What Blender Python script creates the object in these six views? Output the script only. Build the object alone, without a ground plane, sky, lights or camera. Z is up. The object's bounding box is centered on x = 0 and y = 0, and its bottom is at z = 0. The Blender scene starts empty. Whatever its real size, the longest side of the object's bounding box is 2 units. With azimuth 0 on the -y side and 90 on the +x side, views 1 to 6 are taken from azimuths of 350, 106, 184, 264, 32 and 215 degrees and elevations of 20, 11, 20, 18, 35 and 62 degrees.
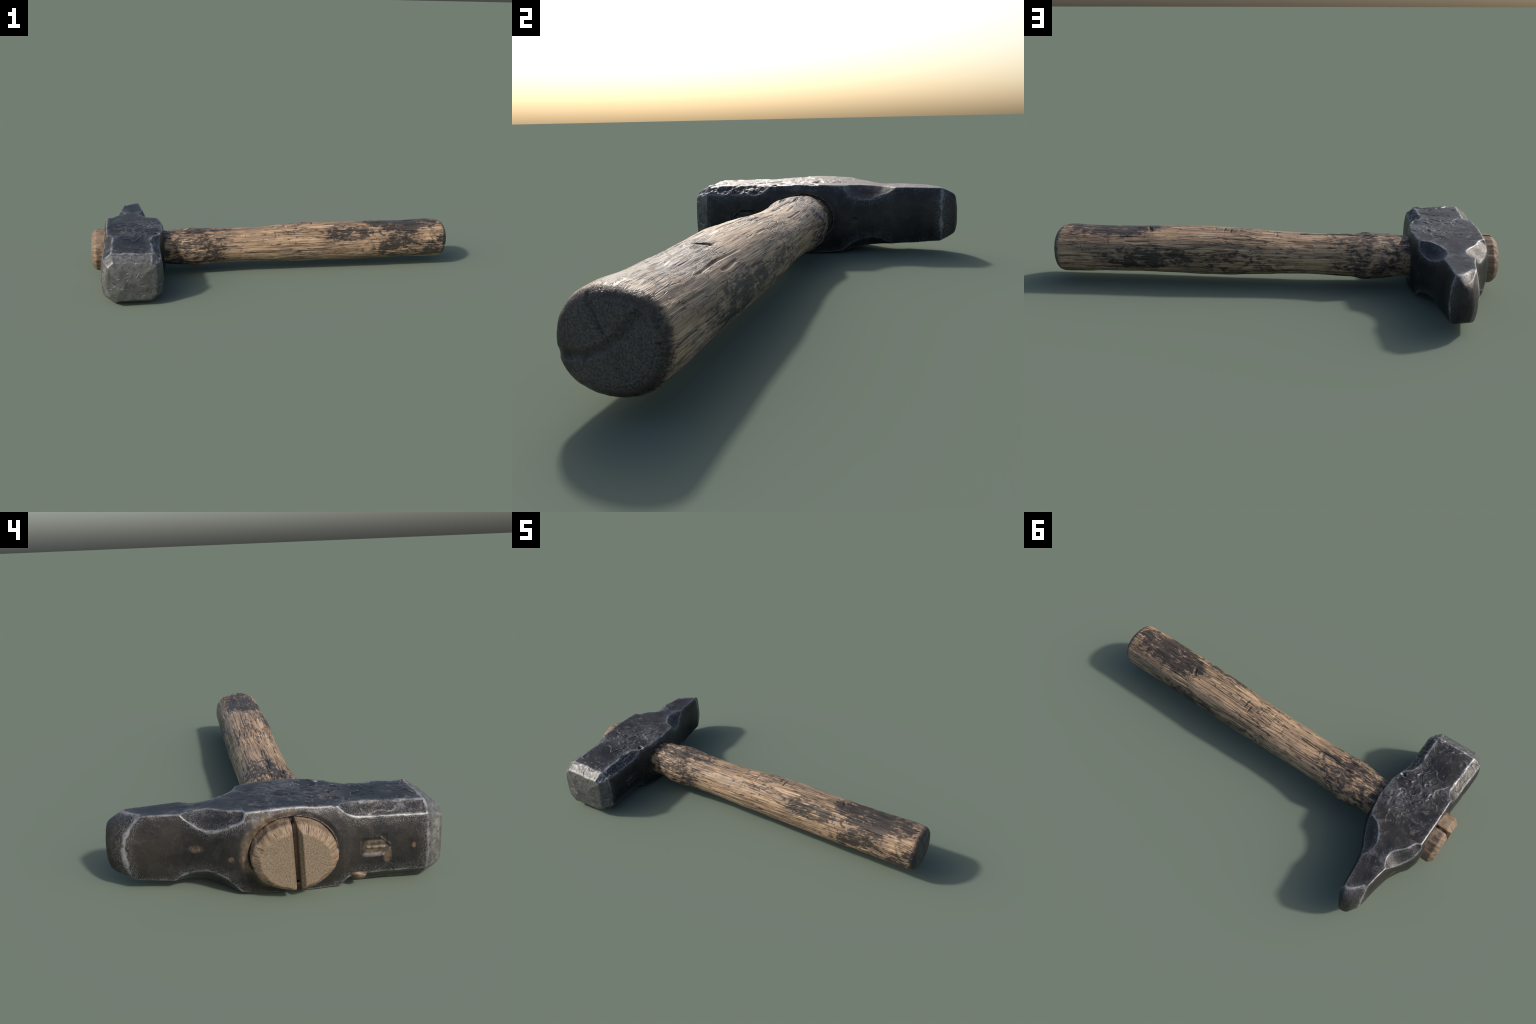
"""Old forged cross-peen hammer: dark steel head on a weathered, charred wooden handle.
Head lies along y (striking face at -y, peen at +y), handle runs along +x."""
import bpy, math
import numpy as np

RNG = np.random.default_rng(7)

# ------------------------------------------------------------------ helpers
def curve(knots, smooth=0.012):
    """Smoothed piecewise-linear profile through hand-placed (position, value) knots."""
    k = np.array(knots, float)
    t = np.linspace(k[0, 0] - .2, k[-1, 0] + .2, 1600)
    v = np.interp(t, k[:, 0], k[:, 1])
    n = max(1, int(smooth / (t[1] - t[0])))
    w = np.exp(-.5 * (np.arange(-3 * n, 3 * n + 1) / n) ** 2)
    v = np.convolve(np.pad(v, 3 * n, mode='edge'), w / w.sum(), mode='valid')
    return lambda q: np.interp(q, t, v)

def smax(a, b, k):
    h = np.clip(.5 + .5 * (a - b) / k, 0, 1)
    return b + (a - b) * h + k * h * (1 - h)

def smin(a, b, k):
    return -smax(-a, -b, k)

def sstep(a, b, x):
    t = np.clip((x - a) / (b - a), 0, 1)
    return t * t * (3 - 2 * t)

_perm = np.random.default_rng(11).permutation(256)
_perm = np.concatenate([_perm, _perm, _perm])
_grad = np.random.default_rng(12).normal(size=(256, 3))
_grad /= np.linalg.norm(_grad, axis=1)[:, None]

def perlin(p):
    i = np.floor(p).astype(int)
    f = p - i
    u = f * f * f * (f * (f * 6 - 15) + 10)
    i &= 255
    out = 0
    for dx in (0, 1):
        for dy in (0, 1):
            for dz in (0, 1):
                h = _perm[_perm[_perm[i[:, 0] + dx] + i[:, 1] + dy] + i[:, 2] + dz]
                d = f - np.array([dx, dy, dz])
                w = np.prod(np.where([dx, dy, dz], u, 1 - u), axis=1)
                out = out + w * np.einsum('ij,ij->i', _grad[h], d)
    return out * 1.5

def fbm(p, octaves=3):
    return sum(perlin(p * 2 ** o + 17.3 * o) / 2 ** o for o in range(octaves))

def make_mesh(name, grid_v, closed_ends=True):
    """Mesh from a (rings, segments, 3) array, wrapped around, capped by centre vertices."""
    R, S, _ = grid_v.shape
    verts = grid_v.reshape(-1, 3)
    a = np.arange(R - 1)[:, None] * S + np.arange(S)[None]
    b = np.arange(R - 1)[:, None] * S + (np.arange(S)[None] + 1) % S
    quads = np.stack([a, b, b + S, a + S], -1).reshape(-1, 4)
    c0, c1 = grid_v[0].mean(0), grid_v[-1].mean(0)
    verts = np.vstack([verts, c0, c1])
    n0, n1 = R * S, R * S + 1
    i = np.arange(S); j = (i + 1) % S
    t0 = np.stack([np.full(S, n0), j, i], -1)
    t1 = np.stack([np.full(S, n1), (R - 1) * S + i, (R - 1) * S + j], -1)
    me = bpy.data.meshes.new(name)
    nl = quads.size + t0.size + t1.size
    me.vertices.add(len(verts)); me.vertices.foreach_set('co', verts.ravel())
    me.loops.add(nl)
    me.loops.foreach_set('vertex_index', np.concatenate([quads.ravel(), t0.ravel(), t1.ravel()]).astype(np.int32))
    nf = len(quads) + 2 * S
    me.polygons.add(nf)
    starts = np.concatenate([np.arange(len(quads)) * 4, quads.size + np.arange(2 * S) * 3])
    me.polygons.foreach_set('loop_start', starts.astype(np.int32))
    me.update(calc_edges=True); me.validate()
    me.polygons.foreach_set('use_smooth', np.ones(len(me.polygons), bool))
    ob = bpy.data.objects.new(name, me)
    bpy.context.scene.collection.objects.link(ob)
    return ob

def grid_normals(g):
    du = np.gradient(g, axis=0)
    dv = (np.roll(g, -1, 1) - np.roll(g, 1, 1)) / 2
    n = np.cross(dv, du)
    n /= np.linalg.norm(n, axis=2)[..., None] + 1e-12
    return n

def ray_surface(origin, direction, f, tmax):
    lo = np.zeros(len(origin)); hi = np.full(len(origin), tmax)
    for _ in range(26):
        m = (lo + hi) / 2
        inside = f(origin + direction * m[:, None]) < 0
        lo = np.where(inside, m, lo); hi = np.where(inside, hi, m)
    return origin + direction * ((lo + hi) / 2)[:, None]

# ------------------------------------------------------------------ node helper
class N:
    """Small expression builder that works in shader and geometry node trees alike."""
    def __init__(s, tree, geo=False):
        s.t, s.geo = tree, geo
        if geo:
            s.P = tree.nodes.new('GeometryNodeInputPosition').outputs[0]
        else:
            s.P = tree.nodes.new('ShaderNodeTexCoord').outputs['Object']
        sp = tree.nodes.new('ShaderNodeSeparateXYZ'); tree.links.new(s.P, sp.inputs[0])
        s.x, s.y, s.z = sp.outputs

    def put(s, v, sock):
        if hasattr(v, 'is_output'):
            s.t.links.new(v, sock)
        else:
            sock.default_value = v

    def m(s, op, a, b=0.0, c=0.0, clamp=False):
        n = s.t.nodes.new('ShaderNodeMath'); n.operation = op; n.use_clamp = clamp
        s.put(a, n.inputs[0]); s.put(b, n.inputs[1]); s.put(c, n.inputs[2])
        return n.outputs[0]
    def add(s, a, b): return s.m('ADD', a, b)
    def sub(s, a, b): return s.m('SUBTRACT', a, b)
    def mul(s, a, b): return s.m('MULTIPLY', a, b)
    def mx(s, a, b): return s.m('MAXIMUM', a, b)
    def mn(s, a, b): return s.m('MINIMUM', a, b)
    def inv(s, a): return s.m('SUBTRACT', 1.0, a)
    def ss(s, a, b, v):
        n = s.t.nodes.new('ShaderNodeMapRange'); n.interpolation_type = 'SMOOTHSTEP'
        lo, hi = (a, b) if a < b else (b, a)
        s.put(v, n.inputs[0]); n.inputs[1].default_value = lo; n.inputs[2].default_value = hi
        n.inputs[3].default_value, n.inputs[4].default_value = (0, 1) if a < b else (1, 0)
        return n.outputs[0]
    def vec(s, sx, sy, sz, off=(0, 0, 0)):
        n = s.t.nodes.new('ShaderNodeCombineXYZ')
        for k, (c, q, o) in enumerate(zip((s.x, s.y, s.z), (sx, sy, sz), off)):
            s.put(s.m('MULTIPLY_ADD', c, q, o), n.inputs[k])
        return n.outputs[0]
    def noise(s, v, scale=1.0, detail=2.0, rough=.5, dist=0.0):
        n = s.t.nodes.new('ShaderNodeTexNoise')
        s.put(v, n.inputs['Vector']); n.inputs['Scale'].default_value = scale
        n.inputs['Detail'].default_value = detail; n.inputs['Roughness'].default_value = rough
        n.inputs['Distortion'].default_value = dist
        return n.outputs[0]
    def voro(s, v, scale=1.0, feature='F1', rnd=1.0):
        n = s.t.nodes.new('ShaderNodeTexVoronoi'); n.feature = feature
        s.put(v, n.inputs['Vector']); n.inputs['Scale'].default_value = scale
        n.inputs['Randomness'].default_value = rnd
        return n.outputs['Distance'], (n.outputs['Color'] if 'Color' in n.outputs else None)
    def blob(s, c, r):
        """1 at c falling to 0 at the ellipsoid with radii r."""
        q = None
        for co, cc, rr in zip((s.x, s.y, s.z), c, r):
            d = s.m('POWER', s.mul(s.sub(co, cc), 1 / rr), 2.0)
            q = d if q is None else s.add(q, d)
        return s.inv(s.m('MINIMUM', q, 1.0))
    def curve(s, v, knots):
        """Piecewise-linear function of v through the given knots (a Float Curve node)."""
        xs = [k[0] for k in knots]; ys = [k[1] for k in knots]
        x0, x1, y0, y1 = min(xs), max(xs), min(ys), max(ys)
        fc = s.t.nodes.new('ShaderNodeFloatCurve')
        pts = fc.mapping.curves[0].points
        while len(pts) < len(knots): pts.new(.5, .5)
        for p, (a, b) in zip(pts, sorted(knots)):
            p.location = ((a - x0) / (x1 - x0), (b - y0) / (y1 - y0)); p.handle_type = 'VECTOR'
        fc.mapping.update()
        s.put(s.m('MULTIPLY_ADD', v, 1 / (x1 - x0), -x0 / (x1 - x0), clamp=True), fc.inputs['Value'])
        return s.m('MULTIPLY_ADD', fc.outputs[0], y1 - y0, y0)
    def mix(s, f, a, b):
        n = s.t.nodes.new('ShaderNodeMix'); n.data_type = 'RGBA'
        s.put(f, n.inputs[0])
        for v, k in ((a, 6), (b, 7)):
            if isinstance(v, tuple): v = v + (1,) if len(v) == 3 else v
            s.put(v, n.inputs[k])
        return n.outputs[2]

def displace(ob, height):
    """Push vertices along their normals by a node-built height field and bake it into the mesh."""
    ng = bpy.data.node_groups.new('relief', 'GeometryNodeTree')
    ng.interface.new_socket('Geometry', in_out='INPUT', socket_type='NodeSocketGeometry')
    ng.interface.new_socket('Geometry', in_out='OUTPUT', socket_type='NodeSocketGeometry')
    gi = ng.nodes.new('NodeGroupInput'); go = ng.nodes.new('NodeGroupOutput')
    n = N(ng, geo=True)
    sp = ng.nodes.new('GeometryNodeSetPosition')
    nor = ng.nodes.new('GeometryNodeInputNormal').outputs[0]
    vm = ng.nodes.new('ShaderNodeVectorMath'); vm.operation = 'SCALE'
    ng.links.new(nor, vm.inputs[0]); n.put(height(n, nor), vm.inputs['Scale'])
    ng.links.new(vm.outputs[0], sp.inputs['Offset'])
    ng.links.new(gi.outputs[0], sp.inputs[0]); ng.links.new(sp.outputs[0], go.inputs[0])
    md = ob.modifiers.new('relief', 'NODES'); md.node_group = ng
    dg = bpy.context.evaluated_depsgraph_get(); dg.update()
    me = bpy.data.meshes.new_from_object(ob.evaluated_get(dg))
    ob.modifiers.clear()
    old = ob.data; ob.data = me; me.name = ob.name
    bpy.data.meshes.remove(old); bpy.data.node_groups.remove(ng)
    me.polygons.foreach_set('use_smooth', np.ones(len(me.polygons), bool))

def new_mat(name):
    m = bpy.data.materials.new(name); m.use_nodes = True
    nt = m.node_tree
    b = nt.nodes['Principled BSDF']
    return m, N(nt), b

# ================================================================== HEAD
XC, ZC = -.785, .138                       # axis of the head
PROFILE = {
    'top': [(-.55, .258), (-.47, .260), (-.28, .263), (-.17, .269), (-.04, .274), (.08, .269),
            (.17, .261), (.24, .255), (.43, .252), (.50, .249)],
    'bottom': [(-.55, .004), (-.25, .004), (-.18, .003), (0, .001), (.09, .008), (.18, .022),
               (.26, .028), (.41, .038), (.50, .044)],
    'side_a': [(-.55, -.940), (-.46, -.942), (-.25, -.938), (-.20, -.938), (-.05, -.946), (.10, -.944),
               (.155, -.931), (.19, -.906), (.257, -.873), (.345, -.855), (.45, -.843), (.50, -.836)],
    'side_b': [(-.55, -.636), (-.46, -.634), (-.25, -.637), (-.19, -.622), (-.12, -.603), (-.02, -.599),
               (.08, -.617), (.165, -.658), (.245, -.695), (.34, -.712), (.45, -.724), (.50, -.732)],
}
# distance of the corner cuts from the axis: long flats on the poll, none at the eye,
# scooped flutes where the peen begins; NORMAL gives the slant of the upper and lower cuts
NORMAL = {1: (.602, .799), -1: (.669, .743)}
CUT = {
    (-1, 1): [(-.55, .162), (-.24, .162), (-.22, .166), (-.20, .174), (-.186, .186), (-.17, .22), (.08, .22), (.098, .176),
              (.12, .166), (.14, .159), (.158, .150), (.188, .129), (.21, .120), (.235, .117), (.26, .120), (.28, .127), (.297, .138), (.315, .150), (.36, .152), (.42, .133), (.46, .114), (.5, .097)],
    (1, 1): [(-.55, .156), (-.31, .154), (-.25, .155), (-.22, .164), (-.195, .180), (-.17, .22), (.08, .22), (.10, .180),
             (.118, .155), (.148, .138), (.18, .125), (.20, .119), (.235, .116), (.27, .121), (.295, .130), (.32, .145), (.40, .148), (.5, .120)],
    (-1, -1): [(-.55, .166), (-.25, .164), (-.22, .168), (-.195, .184), (-.17, .22), (.07, .22), (.105, .190),
               (.135, .165), (.176, .134), (.215, .1135), (.254, .107), (.297, .1105), (.33, .124), (.36, .14), (.42, .14), (.5, .12)],
    (1, -1): [(-.55, .164), (-.25, .162), (-.22, .166), (-.195, .184), (-.17, .22), (.07, .22), (.097, .186),
              (.13, .160), (.16, .144), (.20, .127), (.24, .120), (.28, .125), (.31, .136), (.35, .148), (.5, .12)],
}
FACE_END = [(-.1, -.420), (0, -.464), (.012, -.485), (.025, -.510), (.031, -.517), (.045, -.520), (.08, -.526), (.12, -.531), (.3, -.532)]
PEEN_END = [(-.1, .38), (0, .466), (.012, .492), (.022, .512), (.030, .520), (.045, .526), (.09, .530), (.3, .531)]
top_z, bot_z, side_a, side_b = (curve(PROFILE[k]) for k in ('top', 'bottom', 'side_a', 'side_b'))
cut = {k: curve(v, .008) for k, v in CUT.items()}
face_end, peen_end = curve(FACE_END, .003), curve(PEEN_END, .003)

def head_sides(p):
    x, y, z = p.T
    crown = .020 * np.clip(np.abs((z - ZC) / .125), 0, 1.4) ** 2.2
    tilt = -.03 * (x - XC)
    f = smax(z - top_z(y) - tilt, bot_z(y) - z, .004)
    f = smax(f, side_a(y) + crown - x, .006)
    f = smax(f, x - side_b(y) + crown, .006)
    jag = fbm(p * np.array([26, 26, 26]), 3) * .006 * sstep(.02, -.3, y) + fbm(p * 9, 2) * .003
    for (sx, sz), c in cut.items():
        k = jag * (1.1 if (sx, sz) == (1, 1) else .22)
        f = smax(f, sx * (x - XC) * NORMAL[sz][0] + sz * (z - ZC) * NORMAL[sz][1] - c(y) + k, .0026)
    return f

def head_f(p):
    y, z = p[:, 1], p[:, 2]
    s = head_sides(p)
    wob = fbm(p * 11 + 5, 3) * .0022
    bow = .042 * np.clip(np.abs(z - .138) / .1, 0, 1.3) ** 2.3 * sstep(-.755, -.83, p[:, 0]) * (.65 + .35 * sstep(.12, .16, z))
    e = smax((face_end(-s) - y + wob) * .6, (y + bow - peen_end(-s) + wob) * .6, .004)
    return smax(s, e, .004)

def build_head():
    S, M, C = 440, 330, 110
    ya, yb = -.40, .43
    th = np.linspace(0, 2 * np.pi, S, endpoint=False)
    o, d = [], []
    for i in range(1, C):                                   # striking-face end
        a = (i / C) * math.pi / 2
        o.append((np.full(S, ya), np.sin(a) * np.ones(S), -np.cos(a)))
    for i in range(M + 1):
        o.append((np.full(S, ya + (yb - ya) * i / M), np.ones(S), 0.))
    for i in range(C - 1, 0, -1):                           # peen end
        a = (i / C) * math.pi / 2
        o.append((np.full(S, yb), np.sin(a) * np.ones(S), np.cos(a)))
    org, dr = [], []
    for yy, sn, cs in o:
        org.append(np.stack([np.full(S, XC), yy, np.full(S, ZC)], -1))
        dr.append(np.stack([np.cos(th) * sn, np.full(S, cs), -np.sin(th) * sn], -1))
    org, dr = np.array(org), np.array(dr)
    g = ray_surface(org.reshape(-1, 3), dr.reshape(-1, 3), head_f, .5).reshape(org.shape)
    nrm = grid_normals(g)
    if (nrm * dr).sum() < 0: nrm = -nrm
    p = g.reshape(-1, 3); n = nrm.reshape(-1, 3)
    x, y, z = p.T
    h = np.zeros(len(p))
    # general hammered waviness
    h += .0016 * fbm(p * 6 + 3, 2) + .0004 * fbm(p * 28, 2)
    up = np.clip(np.abs(n[:, 2]), 0, 1) ** 3
    onpoll = sstep(.16, .0, y) * .8 + .2
    # flaky forge scale on the broad top and bottom: terraces with crisp edges
    for sc, th0, amp, off in ((5, .08, .0030, 1.), (8, .20, .0028, 9.), (13, .40, .0022, 4.)):
        q = fbm(p * np.array([sc, sc, sc * .3]) + off + .14 * perlin(p * 16)[:, None], 2)
        t = sstep(th0, th0 + .028, q)
        h -= amp * up * onpoll * (t - .35) * (.4 + .6 * sstep(-.2, .3, perlin(p * 8 + off)))
    # a wrinkled, scarred patch above the eye
    scar = np.exp(-((x + .70) / .06) ** 2 - ((y + .045) / .06) ** 2) * (z > .15) + .6 * np.exp(-((x + .78) / .05) ** 2 - ((y + .13) / .04) ** 2) * (z > .15)
    h += scar * .0045 * (np.abs(fbm(p * np.array([38, 22, 8]), 2)) - .25)
    h -= up * .0016 * sstep(.30, .55, perlin(p * 42)) * sstep(-.1, .3, perlin(p * 7 + 40)) * onpoll
    # crescent dents and chips
    for k in range(40):
        s = 1 if k % 3 else -1
        cx = RNG.uniform(-.9, -.65); cy = RNG.normal(-.13, .15); r = RNG.uniform(.008, .024)
        a0 = RNG.uniform(0, 6.28)
        dx, dy = x - cx, y - cy
        rr = np.hypot(dx, dy) / r
        lopsided = .5 + .5 * np.cos(np.arctan2(dy, dx) - a0)
        h += np.where(np.sign(n[:, 2]) == s, up, 0) * r * (-.16 * sstep(1, .45, rr) * lopsided + .07 * np.exp(-((rr - 1.1) / .16) ** 2) * lopsided)
    # one deeper pit near the top edge by the handle
    rr = np.hypot((x + .650) / .019, (y + .175) / .013)
    h -= .011 * up * sstep(1, .4, rr) * (z > .15)
    # striking face: scratches, nicks, one long gouge
    fr = sstep(-.505, -.525, y)
    h += fr * .0011 * fbm(p * 9 + 8, 2)
    for k in range(24):
        cx, cz = RNG.uniform(-.9, -.67), RNG.uniform(.04, .24)
        a = RNG.uniform(0, 3.14); ln = RNG.uniform(.004, .011); w = RNG.uniform(.0018, .003)
        u = (x - cx) * math.cos(a) + (z - cz) * math.sin(a)
        v = -(x - cx) * math.sin(a) + (z - cz) * math.cos(a) + 30 * u * u * RNG.uniform(-1, 1)
        h -= fr * .0022 * sstep(1.2, .3, np.abs(v) / w) * sstep(1.2, .6, np.abs(u) / ln)
    u = (x + .875) * .78 - (z - .125) * .62; v = (x + .875) * .62 + (z - .125) * .78
    h -= fr * .004 * sstep(1, .2, np.abs(v - 3 * u * u) / .007) * sstep(1, .5, np.abs(u - .02) / .035)
    # chipped right-hand rim of the face
    rim = sstep(-.46, -.49, y) * sstep(-.68, -.645, x)
    h -= .006 * rim * sstep(.12, .28, fbm(p * 24 + 2, 2))
    # socket: metal falls away around the wood on both cheeks
    ra = np.hypot((y + .045) / .134, (z - .140) / .110)
    side = (x < -.90) & (np.abs(y + .04) < .2)
    h -= np.where(side,   .016 * sstep(1.035, .99, ra) + .005 * sstep(1.17, 1.02, ra), 0)
    ra = np.hypot((y + .048) / .108, (z - .139) / .092)
    side = (x > -.66) & (np.abs(y + .04) < .2)
    h -= np.where(side, .006 * sstep(1.05, 1.0, ra) + .003 * sstep(1.28, 1.02, ra), 0)
    # maker's stamp sunk in both sides of the poll, with two raised bars and a tail
    for sgn in (-1, 1):
        sel = np.where(sgn * (x - XC) > .12, 1., 0.) * sstep(.7, .9, np.abs(n[:, 0]))
        v = z - .136; u = y + .303
        box = sstep(.051, .034, np.abs(u)) * sstep(.034, .018, np.abs(v)) * sstep(.068, .052, np.abs(u - .016) + np.abs(v))
        tail = sstep(.012, .004, np.abs(u + .034 - .15 * (v + .03))) * sstep(.055, .045, np.abs(v + .01))
        bar = sstep(.005, .002, np.abs(v + .004)) * sstep(.033, .028, np.abs(u)) * .6 + sstep(.007, .003, np.abs(v - .012)) * sstep(.03, .025, np.abs(u)) * .35
        h -= sel * (.0065 * np.maximum(box, tail * .35) - .0035 * bar)
        for cy, cz, r1, r2, dp in ((.247, .150, .024, .014, .004), (.141, .131, .012, .012, .002)):
            h -= sel * dp * sstep(1.1, .5, np.hypot((y - cy) / r1, (z - cz) / r2))
    p = p + n * h[:, None]
    # face-rows stay a closed surface
    return make_mesh('hammer_head', p.reshape(g.shape))

# ================================================================== HANDLE
#          x     centre z  half width y  half height z
HANDLE = [(-.93, .140, .094, .086), (-.66, .141, .094, .088), (-.60, .141, .097, .090), (-.55, .140, .105, .092),
          (-.50, .139, .1170, .098), (-.455, .139, .1205, .1045), (-.41, .138, .117, .100), (-.30, .139, .107, .0945),
          (-.20, .139, .105, .0915), (-.10, .139, .106, .0915), (0, .141, .108, .098), (.10, .142, .108, .105),
          (.20, .144, .112, .109), (.35, .145, .116, .109), (.50, .144, .119, .106), (.65, .143, .119, .103),
          (.80, .142, .120, .103), (.90, .142, .121, .108), (.95, .142, .120, .108), (1.0, .141, .118, .106)]
hz = curve([(k[0], k[1]) for k in HANDLE], .03)
hy = curve([(k[0], k[2]) for k in HANDLE], .025)
hh = curve([(k[0], k[3]) for k in HANDLE], .025)
hc = curve([(-.9, -.046), (-.6, -.051), (-.5, -.050), (-.45, -.048), (-.3, -.048), (0, -.047), (.2, -.043), (.35, -.046), (.6, -.048), (.8, -.047), (1, -.044)], .05)

def build_handle():
    S = 420
    th = np.linspace(0, 2 * np.pi, S, endpoint=False)
    xs = np.linspace(-.93, .962, 860)
    rings = [(x, 1.) for x in xs]
    rr = .036                                             # rounded rim of the butt
    for a in np.linspace(0, 1, 22)[1:]:
        rings.append((.962 + rr * math.sin(a * math.pi / 2), 1 - (rr / .117) * (1 - math.cos(a * math.pi / 2)) * .9))
    for s in np.linspace(.74, .01, 60):
        rings.append((.998 + .004 * (1 - s * s), s * .965))
    X = np.array([r[0] for r in rings])[:, None] * np.ones(S)[None]
    K = np.array([r[1] for r in rings])[:, None]
    xx = np.minimum(X, .97)
    # slightly squared oval
    sq = 1 + .018 * np.cos(4 * th)[None] * -1
    g = np.stack([X, hc(xx) + hy(xx) * K * np.cos(th)[None] * sq, hz(xx) + hh(xx) * K * np.sin(th)[None] * sq], -1)
    p = g.reshape(-1, 3)
    n = grid_normals(g).reshape(-1, 3)
    ctr = np.stack([p[:, 0], np.full(len(p), -.05), np.full(len(p), .14)], -1)
    if ((p - ctr) * n)[len(p) // 2 - 2000:len(p) // 2].sum() < 0: n = -n
    x, y, z = p.T
    barrel = sstep(.992, .97, x)
    h = .0035 * fbm(p * np.array([4, 9, 9]) + 1, 2) * barrel + .0012 * fbm(p * np.array([9, 45, 45]), 3) * barrel
    knob = sstep(-.64, -.57, x) * sstep(-.30, -.42, x)
    h += knob * (.0055 * fbm(p * np.array([13, 17, 17]) + 6, 2) - .001)
    angt = np.arctan2(z - .14, y + .05)
    h -= .006 * np.exp(-((x + .585 - .012 * np.sin(3 * angt)) / .010) ** 2) * sstep(-.2, .6, perlin(np.stack([angt * 1.3, angt * 0 + 3.3, angt * 0 + .7], -1)) + .25 * np.sin(angt))
    # gouge and lifted chip on top, transverse nicks further down
    ang = np.arctan2(z - .14, y + .05)
    topw = sstep(.8, .97, np.sin(ang)) * barrel
    def dent(cx, cy, lx, ly, dp, rot=0.):
        u = (x - cx) * math.cos(rot) + (y - cy) * math.sin(rot); v = -(x - cx) * math.sin(rot) + (y - cy) * math.cos(rot)
        return -dp * sstep(1.1, .35, np.hypot(u / lx, v / ly)) * np.where(z > .17, barrel, 0)
    h += dent(.562, -.030, .012, .030, .008, .5) - dent(.600, -.048, .03, .024, .004, .4)
    h += dent(.700, -.080, .05, .016, .004) + dent(.80, -.03, .06, .02, .004, .2)
    for cx, cy, l in ((.262, -.035, .030), (.217, -.038, .040), (.190, -.022, .030), (.125, -.046, .022), (.15, -.03, .02), (.06, -.07, .02), (-.02, -.02, .025)):
        h += dent(cx, cy, .006, l, .0022, RNG.uniform(-.25, .25))
    # wavy checks running with the grain
    for k in range(90):
        a0 = RNG.uniform(-math.pi, math.pi); x0 = RNG.uniform(-.55, .95); L = RNG.uniform(.08, .32)
        w = RNG.uniform(.0022, .0042); dp = RNG.uniform(.0015, .005)
        wav = .035 * np.sin(x * RNG.uniform(6, 14) + k) + .008 * np.sin(x * 37 + 2 * k) + RNG.uniform(-.25, .25) * (x - x0)
        d = (ang - a0 - wav + math.pi) % (2 * math.pi) - math.pi
        h -= dp * sstep(1.3, .2, np.abs(d) * .112 / w) * sstep(1, .6, np.abs(x - x0) / (L / 2)) * barrel
    # butt: radial shakes
    end = sstep(.965, .99, x)
    for pts, w, dp in ((((-.16, .118), (-.09, .122), (-.04, .145), (.00, .185), (.01, .20)), .012, .004),
                       (((-.085, .25), (-.08, .21), (-.055, .165), (-.045, .15)), .006, .0025),
                       (((.0, .06), (-.03, .10)), .003, .0025), (((.05, .15), (.07, .15)), .003, .003)):
        best = np.full(len(p), 9.)
        for (a, b), (c, d) in zip(pts[:-1], pts[1:]):
            t = np.clip(((y - a) * (c - a) + (z - b) * (d - b)) / ((c - a) ** 2 + (d - b) ** 2), 0, 1)
            best = np.minimum(best, np.hypot(y - a - t * (c - a), z - b - t * (d - b)))
        h -= end * dp * sstep(1.2, .2, best / w)
    edge = np.hypot((y + .046) / .124, (z - .14) / .111)
    h -= end * .004 * np.clip(fbm(p * np.array([5, 34, 34]), 2), 0, 1) * sstep(.8, 1, edge)
    p = p + n * h[:, None]
    return make_mesh('handle', p.reshape(g.shape))

def build_tenon(side):
    """Half of the handle end that shows through the eye; a saw kerf separates the two halves."""
    S, R = 260, 46
    cy, cz, ry, rz = -.045, .140, .132, .107
    kx = -.049
    th = np.linspace(0, 2 * np.pi, S, endpoint=False)
    # ray-cast the half-disc outline from a point inside the half
    y0 = kx + side * .055
    def f(p):
        x, y, z = p.T
        kerf = .0070 + .011 * sstep(-.980, -1.0, x) + .004 * np.clip(-(z - .045) / .02, 0, 1)
        wob = .0025 * fbm(p * np.array([3, 45, 45]), 2) + .002 * fbm(p * 12, 2)
        s = (np.hypot((y - cy) / ry, (z - cz) / rz) - 1) * .115 + wob
        s0 = s
        k = side * (kx - .05 * (.15 - z) - y) + kerf
        s = smax(s, k, .004)
        inset = np.clip((-s0) / .024, 0, 1)
        front = -.976 - .0235 * (1 - (1 - inset) ** 1.35) + .004 * fbm(p * np.array([0, 14, 14]), 2) * .3
        return smax(s, (front - x) * .8, .004)
    o, d = [], []
    for x in np.linspace(-.90, -.965, 24):
        o.append(np.stack([np.full(S, x), np.full(S, y0), np.full(S, cz)], -1)); d.append(np.stack([np.zeros(S), np.cos(th), np.sin(th)], -1))
    for a in np.linspace(0, math.pi / 2, 90)[1:-1]:
        o.append(np.stack([np.full(S, -.965), np.full(S, y0), np.full(S, cz)], -1))
        d.append(np.stack([np.full(S, -math.sin(a)), np.cos(th) * math.cos(a), np.sin(th) * math.cos(a)], -1))
    o, d = np.array(o), np.array(d)
    g = ray_surface(o.reshape(-1, 3), d.reshape(-1, 3), f, .3).reshape(o.shape)
    return make_mesh('tenon_half', g)

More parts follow.
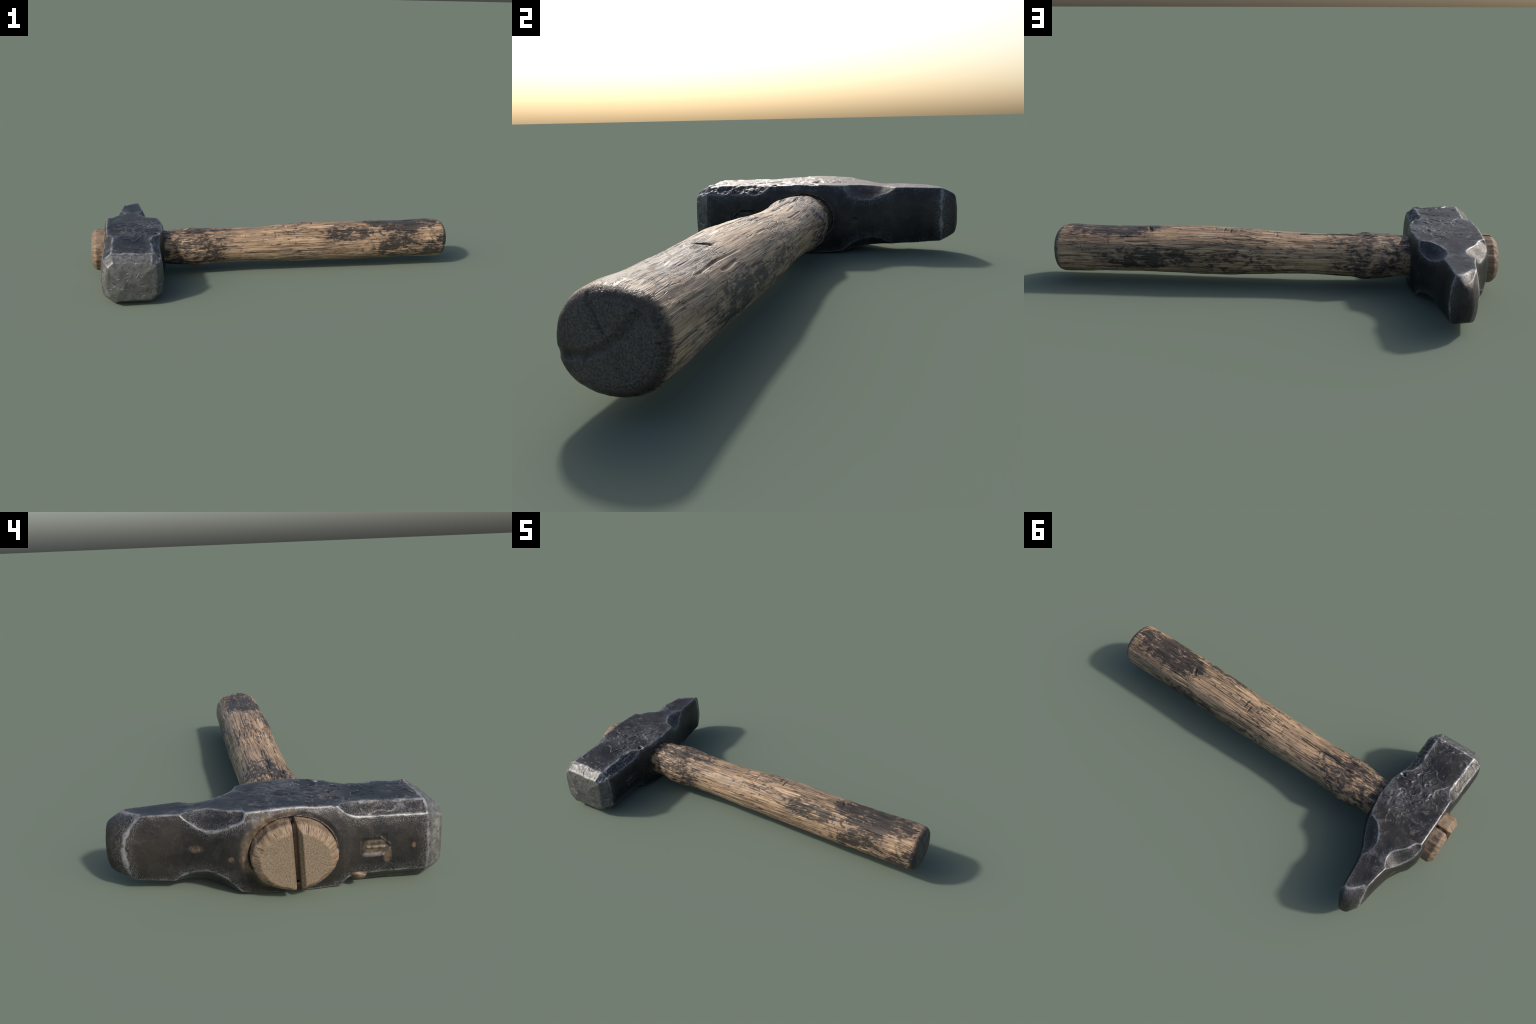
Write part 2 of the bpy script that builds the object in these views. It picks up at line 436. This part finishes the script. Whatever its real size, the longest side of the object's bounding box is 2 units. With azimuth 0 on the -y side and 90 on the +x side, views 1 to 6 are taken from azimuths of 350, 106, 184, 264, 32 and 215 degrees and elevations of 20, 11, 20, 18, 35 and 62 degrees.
def build_block(name, x0, x1, outline, bevel=.003, sub=3):
    """Small prism from a y-z outline, bevelled and roughened."""
    import bmesh
    bm = bmesh.new()
    v = [bm.verts.new((x0, y, z)) for y, z in outline]
    f = bm.faces.new(v)
    r = bmesh.ops.extrude_face_region(bm, geom=[f])
    for e in r['geom']:
        if isinstance(e, bmesh.types.BMVert): e.co.x = x1
    bmesh.ops.recalc_face_normals(bm, faces=bm.faces)
    bmesh.ops.bevel(bm, geom=list(bm.edges), offset=bevel, segments=3, affect='EDGES', clamp_overlap=True)
    me = bpy.data.meshes.new(name); bm.to_mesh(me); bm.free()
    for pl in me.polygons: pl.use_smooth = True
    ob = bpy.data.objects.new(name, me); bpy.context.scene.collection.objects.link(ob)
    return ob

# ================================================================== MATERIALS
def steel():
    m, n, b = new_mat('forged_steel')
    nt = m.node_tree
    geo = nt.nodes.new('ShaderNodeNewGeometry')
    point = geo.outputs['Pointiness']
    fine = n.noise(n.P, 330, 2, .6)
    mid = n.noise(n.P, 60, 4, .6)
    big = n.noise(n.P, 9, 4, .55, .4)
    # worn arrises: where two of the forged planes meet (same profiles as the mesh)
    cz = n.mul(n.m('ABSOLUTE', n.sub(n.z, ZC)), 8.0)
    crown = n.mul(n.m('POWER', cz, 2.2), .020)
    tilt = n.mul(n.sub(n.x, XC), .03)
    planes = [n.add(n.sub(n.z, n.curve(n.y, PROFILE['top'])), tilt), n.sub(n.curve(n.y, PROFILE['bottom']), n.z),
              n.sub(n.add(n.curve(n.y, PROFILE['side_a']), crown), n.x), n.add(n.sub(n.x, n.curve(n.y, PROFILE['side_b'])), crown)]
    for (sx, sz), kn in CUT.items():
        q = n.add(n.mul(n.sub(n.x, XC), sx * NORMAL[sz][0]), n.mul(n.sub(n.z, ZC), sz * NORMAL[sz][1]))
        planes.append(n.sub(q, n.curve(n.y, kn)))
    m1, m2 = planes[0], None
    for f in planes[1:]:
        lo = n.mn(m1, f)
        m2 = lo if m2 is None else n.mx(m2, lo)
        m1 = n.mx(m1, f)
    depth = n.mul(m1, -1.0)
    bow = n.mul(n.m('POWER', n.m('MINIMUM', n.mul(n.m('ABSOLUTE', n.sub(n.z, .138)), 10.), 1.3), 2.3), n.mul(n.ss(-.755, -.83, n.x), n.m('MULTIPLY_ADD', n.ss(.12, .16, n.z), .0147, .0273)))
    ends = [n.mul(n.sub(n.curve(depth, FACE_END), n.y), .6), n.mul(n.sub(n.add(n.y, bow), n.curve(depth, PEEN_END)), .6)]
    for f in ends:
        m2 = n.mx(m2, n.mn(m1, f)); m1 = n.mx(m1, f)
    gap = n.sub(m1, m2)
    gapn = n.add(n.add(gap, n.mul(n.sub(mid, .5), .014)), n.mul(n.sub(n.noise(n.P, 22, 3), .5), .010))
    edge = n.mul(n.ss(.0050, .0005, gapn), n.ss(.34, .58, n.add(n.mul(big, .55), n.mul(mid, .45))))
    halo = n.mul(n.ss(.026, .002, gapn), n.ss(.50, .62, n.add(n.mul(fine, .8), n.mul(mid, .2))))
    crisp = n.mul(n.ss(.508, .532, point), n.ss(.36, .55, mid))
    wear = n.mx(n.mx(edge, n.mul(halo, .55)), n.mul(crisp, .75))
    base = n.mix(n.ss(.35, .65, big), (.014, .014, .016), (.034, .030, .027))
    scuff = n.mul(n.ss(.50, .62, n.noise(n.P, 13, 6, .72, .8)), n.ss(.35, .60, n.noise(n.vec(30, 60, 30), 1, 5, .7, 1.)))
    broad = n.mx(n.ss(.238, .250, n.z), n.ss(.030, .018, n.z))
    scar = n.mx(n.blob((-.70, -.045, .27), (.10, .10, .1)), n.blob((-.79, -.14, .27), (.09, .12, .1)))
    scuff = n.mul(n.mx(scuff, n.mul(scar, n.ss(.42, .6, n.noise(n.vec(40, 24, 40), 1, 5, .7, 1.)))), n.m('MULTIPLY_ADD', broad, .62, .16))
    base = n.mix(scuff, base, (.13, .127, .13))
    base = n.mix(n.mul(n.ss(.62, .74, fine), .5), base, (.12, .115, .11))
    # polished striking face
    face = n.ss(-.462, -.486, n.add(n.add(n.y, n.mul(n.sub(mid, .5), .04)), n.mul(n.sub(fine, .5), .03)))
    facec = n.mix(n.ss(.3, .7, mid), (.105, .107, .103), (.17, .17, .163))
    facec = n.mix(n.mul(n.ss(.030, .018, n.add(depth, n.mul(n.sub(mid, .5), .016))), n.ss(.42, .60, n.add(n.mul(big, .5), n.mul(mid, .5)))), facec, (.25, .245, .235))
    facec = n.mix(n.mul(n.ss(.46, .60, n.noise(n.P, 30, 5, .65, .5)), .55), facec, (.055, .054, .053))
    pits = n.ss(.64, .70, n.noise(n.vec(52, 10, 38), 1, 3, .6, .8))
    facec = n.mix(n.mul(pits, .7), facec, (.03, .03, .03))
    base = n.mix(n.mul(face, .9), base, facec)
    base = n.mix(n.mul(wear, .8), base, (.34, .34, .35))
    # wood dust and tan residue round the wood, in the stamps and in a few dimples
    tan = n.mix(n.ss(.35, .65, mid), (.075, .055, .037), (.185, .130, .083))
    def ring(yc, zc, ry, rz, lo, hi):
        q = n.m('SQRT', n.add(n.m('POWER', n.mul(n.sub(n.y, yc), 1 / ry), 2.), n.m('POWER', n.mul(n.sub(n.z, zc), 1 / rz), 2.)))
        return n.ss(hi, lo, n.add(q, n.mul(n.sub(n.noise(n.P, 16, 3), .5), .5)))
    dust = n.mul(n.mul(ring(-.036, .146, .131, .115, 1.03, 1.2), n.ss(-.915, -.93, n.x)), n.ss(.42, .6, n.add(n.mul(n.noise(n.P, 11, 3), .75), n.mul(n.ss(-.16, .08, n.y), .22))))
    dust2 = n.mul(n.mul(ring(-.048, .139, .105, .09, 1.0, 1.35), n.ss(-.66, -.64, n.x)), .35)
    st = n.mx(n.blob((-.935, -.303, .134), (.05, .055, .036)), n.blob((-.935, -.338, .105), (.05, .018, .035)))
    st = n.mx(st, n.mul(n.blob((-.637, -.303, .134), (.05, .055, .036)), .5))
    for c, r in (((-.89, .247, .150), (.05, .03, .018)), ((-.93, .141, .131), (.03, .012, .012)), ((-.853, .067, .27), (.017, .017, .03)),
                 ((-.93, .105, .135), (.05, .022, .03)), ((-.936, -.419, .134), (.03, .009, .014))):
        st = n.mx(st, n.blob(c, r))
    st = n.ss(.15, .95, n.mul(st, n.add(.55, mid)))
    dust = n.mx(n.mx(dust, dust2), n.mul(st, .8))
    base = n.mix(n.mul(dust, n.add(.35, n.mul(fine, .8))), base, tan)
    nt.links.new(base, b.inputs['Base Color'])
    n.put(n.add(.34, n.mul(mid, .2)), b.inputs['Roughness'])
    n.put(n.mul(n.inv(dust), .35), b.inputs['Metallic'])
    bp = nt.nodes.new('ShaderNodeBump'); bp.inputs['Strength'].default_value = .35; bp.inputs['Distance'].default_value = .003
    n.put(n.add(n.mul(fine, .35), mid), bp.inputs['Height'])
    nt.links.new(bp.outputs[0], b.inputs['Normal'])
    return m

def wood():
    m, n, b = new_mat('weathered_wood')
    nt = m.node_tree
    grain = n.noise(n.vec(3, 60, 60), 1, 4, .6, .3)
    fib = n.noise(n.vec(8, 190, 190), 1, 3, .65)
    blot = n.noise(n.vec(6, 9, 9), 1, 3, .5)
    # weathered tan, greyer in places
    col = n.mix(n.ss(.3, .7, grain), (.25, .163, .095), (.53, .362, .222))
    col = n.mix(n.mul(n.ss(.48, .68, blot), .4), col, (.17, .128, .09))
    col = n.mix(n.mul(n.ss(.50, .68, fib), .6), col, (.085, .060, .040))
    # long dark checks and short flecks that follow the grain
    def lines(sx, sy, w, lo, hi, off, dist=.4):
        q = n.m('ABSOLUTE', n.sub(n.noise(n.vec(sx, sy, sy, off), 1, 2.5, .55, dist), .5))
        return n.mul(n.ss(w, w * .25, q), n.ss(lo, hi, n.noise(n.vec(sx * 1.6, sy * .35, sy * .35, off), 1, 3)))
    checks = n.mx(n.mx(lines(1.1, 30, .014, .40, .48, (3, 5, 1)), lines(1.7, 44, .015, .42, .50, (13, 4, 9))), lines(3.2, 75, .024, .46, .56, (8, 2, 6)))
    flecks = n.mul(n.ss(.60, .68, n.noise(n.vec(17, 75, 75, (1, 7, 2)), 1, 4, .65, .3)), .9)
    q = n.m('ABSOLUTE', n.sub(n.noise(n.vec(42, 13, 13, (5, 5, 5)), 1, 2, .5, .3), .5))
    ticks = n.mul(n.ss(.020, .008, q), n.ss(.60, .66, n.noise(n.vec(22, 26, 26, (4, 4, 4)), 1, 2)))
    for cx, cy, l in ((.217, -.038, .034), (.187, -.020, .024)):
        ticks = n.mx(ticks, n.ss(.1, .5, n.blob((cx, cy, .25), (.006, l, .06))))
    # charred zones: near the head and towards the butt, densest on the upper side
    zone = None
    for c, r, w in (((-.45, -.05, .15), (.26, .35, .35), .72), ((.74, -.05, .26), (.30, .14, .10), 1.12), ((.55, .09, .13), (.32, .07, .08), 1.0),
                    ((.78, -.16, .13), (.34, .09, .12), .8), ((.42, -.12, .21), (.20, .09, .06), .85), ((-.60, -.05, .23), (.14, .14, .07), .75),
                    ((.15, .07, .12), (.3, .07, .08), .55)):
        q = n.mul(n.ss(0, .85, n.blob(c, r)), w)
        zone = q if zone is None else n.mx(zone, q)
    patch = n.noise(n.vec(10, 15, 15, (2, 2, 2)), 1, 6, .70, .8)
    smear = n.noise(n.vec(34, 70, 70), 1, 5, .70, .5)
    v = n.add(n.add(n.mul(patch, .80), n.mul(smear, .70)), n.add(n.mul(n.sub(zone, .40), .22), n.mul(n.sub(fib, .5), .22)))
    char = n.ss(.795, .860, v)
    soot = n.mul(n.ss(.68, .82, v), .45)
    black = n.mix(n.ss(.35, .65, grain), (.012, .010, .010), (.046, .036, .030))
    col = n.mix(soot, col, (.060, .044, .033))
    col = n.mix(n.mul(char, .9), col, black)
    col = n.mix(n.mul(flecks, n.add(.55, n.mul(zone, .4))), col, (.026, .021, .018))
    col = n.mix(n.mul(checks, .88), col, (.017, .014, .013))
    col = n.mix(n.mul(ticks, .8), col, (.022, .018, .016))
    # butt: dark singed rim and grey-brown end grain
    speck = n.noise(n.vec(90, 230, 230), 1, 2, .7)
    rim = n.ss(.966, .988, n.add(n.x, n.mul(n.sub(smear, .5), .03)))
    col = n.mix(n.mul(rim, .85), col, (.022, .020, .020))
    endg = n.mix(n.ss(.3, .7, speck), (.042, .036, .030), (.140, .123, .103))
    endg = n.mix(n.mul(n.ss(.5, .7, blot), .5), endg, (.04, .03, .022))
    def shake(a, b, w):
        ay, az = a; dy, dz = b[0] - ay, b[1] - az; L = dy * dy + dz * dz
        py, pz = n.sub(n.y, ay), n.sub(n.z, az)
        t = n.m('MINIMUM', n.mx(n.mul(n.add(n.mul(py, dy), n.mul(pz, dz)), 1 / L), 0.), 1.)
        d = n.m('SQRT', n.add(n.m('POWER', n.sub(py, n.mul(t, dy)), 2.), n.m('POWER', n.sub(pz, n.mul(t, dz)), 2.)))
        return n.ss(w, w * .2, n.add(d, n.mul(n.sub(smear, .5), .012)))
    crack = n.mx(n.mx(shake((-.16, .118), (-.09, .122), .012), shake((-.09, .122), (-.04, .145), .012)), n.mx(shake((-.04, .145), (.0, .185), .012), shake((-.085, .25), (-.055, .165), .006)))
    endg = n.mix(n.mul(crack, .5), endg, (.034, .025, .018))
    col = n.mix(n.ss(.993, .999, n.x), col, endg)
    nt.links.new(col, b.inputs['Base Color'])
    n.put(n.add(.40, n.mul(patch, .2)), b.inputs['Roughness'])
    bp = nt.nodes.new('ShaderNodeBump'); bp.inputs['Strength'].default_value = .6; bp.inputs['Distance'].default_value = .005
    n.put(n.sub(n.sub(n.add(grain, n.mul(fib, .35)), checks), n.mul(char, .35)), bp.inputs['Height'])
    nt.links.new(bp.outputs[0], b.inputs['Normal'])
    return m

def end_wood():
    m, n, b = new_mat('end_grain_wood')
    nt = m.node_tree
    speck = n.noise(n.vec(160, 260, 260), 1, 3, .7)
    ang = n.m('ARCTAN2', n.sub(n.z, .138), n.sub(n.y, -.05))
    cv = nt.nodes.new('ShaderNodeCombineXYZ'); n.put(n.mul(ang, 21), cv.inputs[0])
    q = n.m('SQRT', n.add(n.m('POWER', n.mul(n.sub(n.y, -.044), 1 / .132), 2.), n.m('POWER', n.mul(n.sub(n.z, .140), 1 / .107), 2.)))
    n.put(n.mul(q, 3), cv.inputs[1]); n.put(n.mul(n.x, 14), cv.inputs[2])
    ray = n.noise(cv.outputs[0], 1, 3, .6)
    col = n.mix(n.ss(.33, .67, speck), (.105, .078, .051), (.225, .170, .115))
    rimm = n.ss(.74, .82, q)
    col = n.mix(n.mul(rimm, .7), col, n.mix(n.ss(.35, .6, ray), (.12, .075, .046), (.32, .225, .145)))
    col = n.mix(n.mul(n.ss(.55, .66, ray), n.add(.30, n.mul(rimm, .6))), col, (.04, .027, .018))
    out = n.ss(-.985, -.965, n.x)
    col = n.mix(n.mul(out, n.mul(n.ss(.45, .6, n.noise(n.P, 20, 4)), .8)), col, (.07, .043, .027))
    nt.links.new(col, b.inputs['Base Color'])
    b.inputs['Roughness'].default_value = .7
    bp = nt.nodes.new('ShaderNodeBump'); bp.inputs['Strength'].default_value = .5; bp.inputs['Distance'].default_value = .003
    n.put(n.sub(speck, n.mul(ray, .6)), bp.inputs['Height'])
    nt.links.new(bp.outputs[0], b.inputs['Normal'])
    return m

# ================================================================== ASSEMBLE
root = bpy.data.objects.new('hammer', None)
bpy.context.scene.collection.objects.link(root)
root['label'] = 'old forged cross peen hammer with worn wooden handle'
root['category'] = 'hammer'

head = build_head(); head.data.materials.append(steel())
handle = build_handle(); handle.data.materials.append(wood())
ew = end_wood()
t1 = build_tenon(1); t2 = build_tenon(-1)
for t in (t1, t2): t.data.materials.append(ew)
wedge = build_block('wedge', -.93, -.958, [(-.075, .235), (-.045, .235), (-.040, .055), (-.065, .055)], .002)
wedge.data.materials.append(ew)
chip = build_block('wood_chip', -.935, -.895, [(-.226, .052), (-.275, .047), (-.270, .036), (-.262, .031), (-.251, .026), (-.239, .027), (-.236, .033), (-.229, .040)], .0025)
chip.data.materials.append(ew)

import bmesh
for ob in (head, handle, t1, t2):
    bm = bmesh.new(); bm.from_mesh(ob.data)
    bmesh.ops.recalc_face_normals(bm, faces=bm.faces)
    bm.to_mesh(ob.data); bm.free()
for ob, par in ((head, root), (handle, root), (chip, root), (t1, handle), (t2, handle), (wedge, handle)):
    ob.parent = par
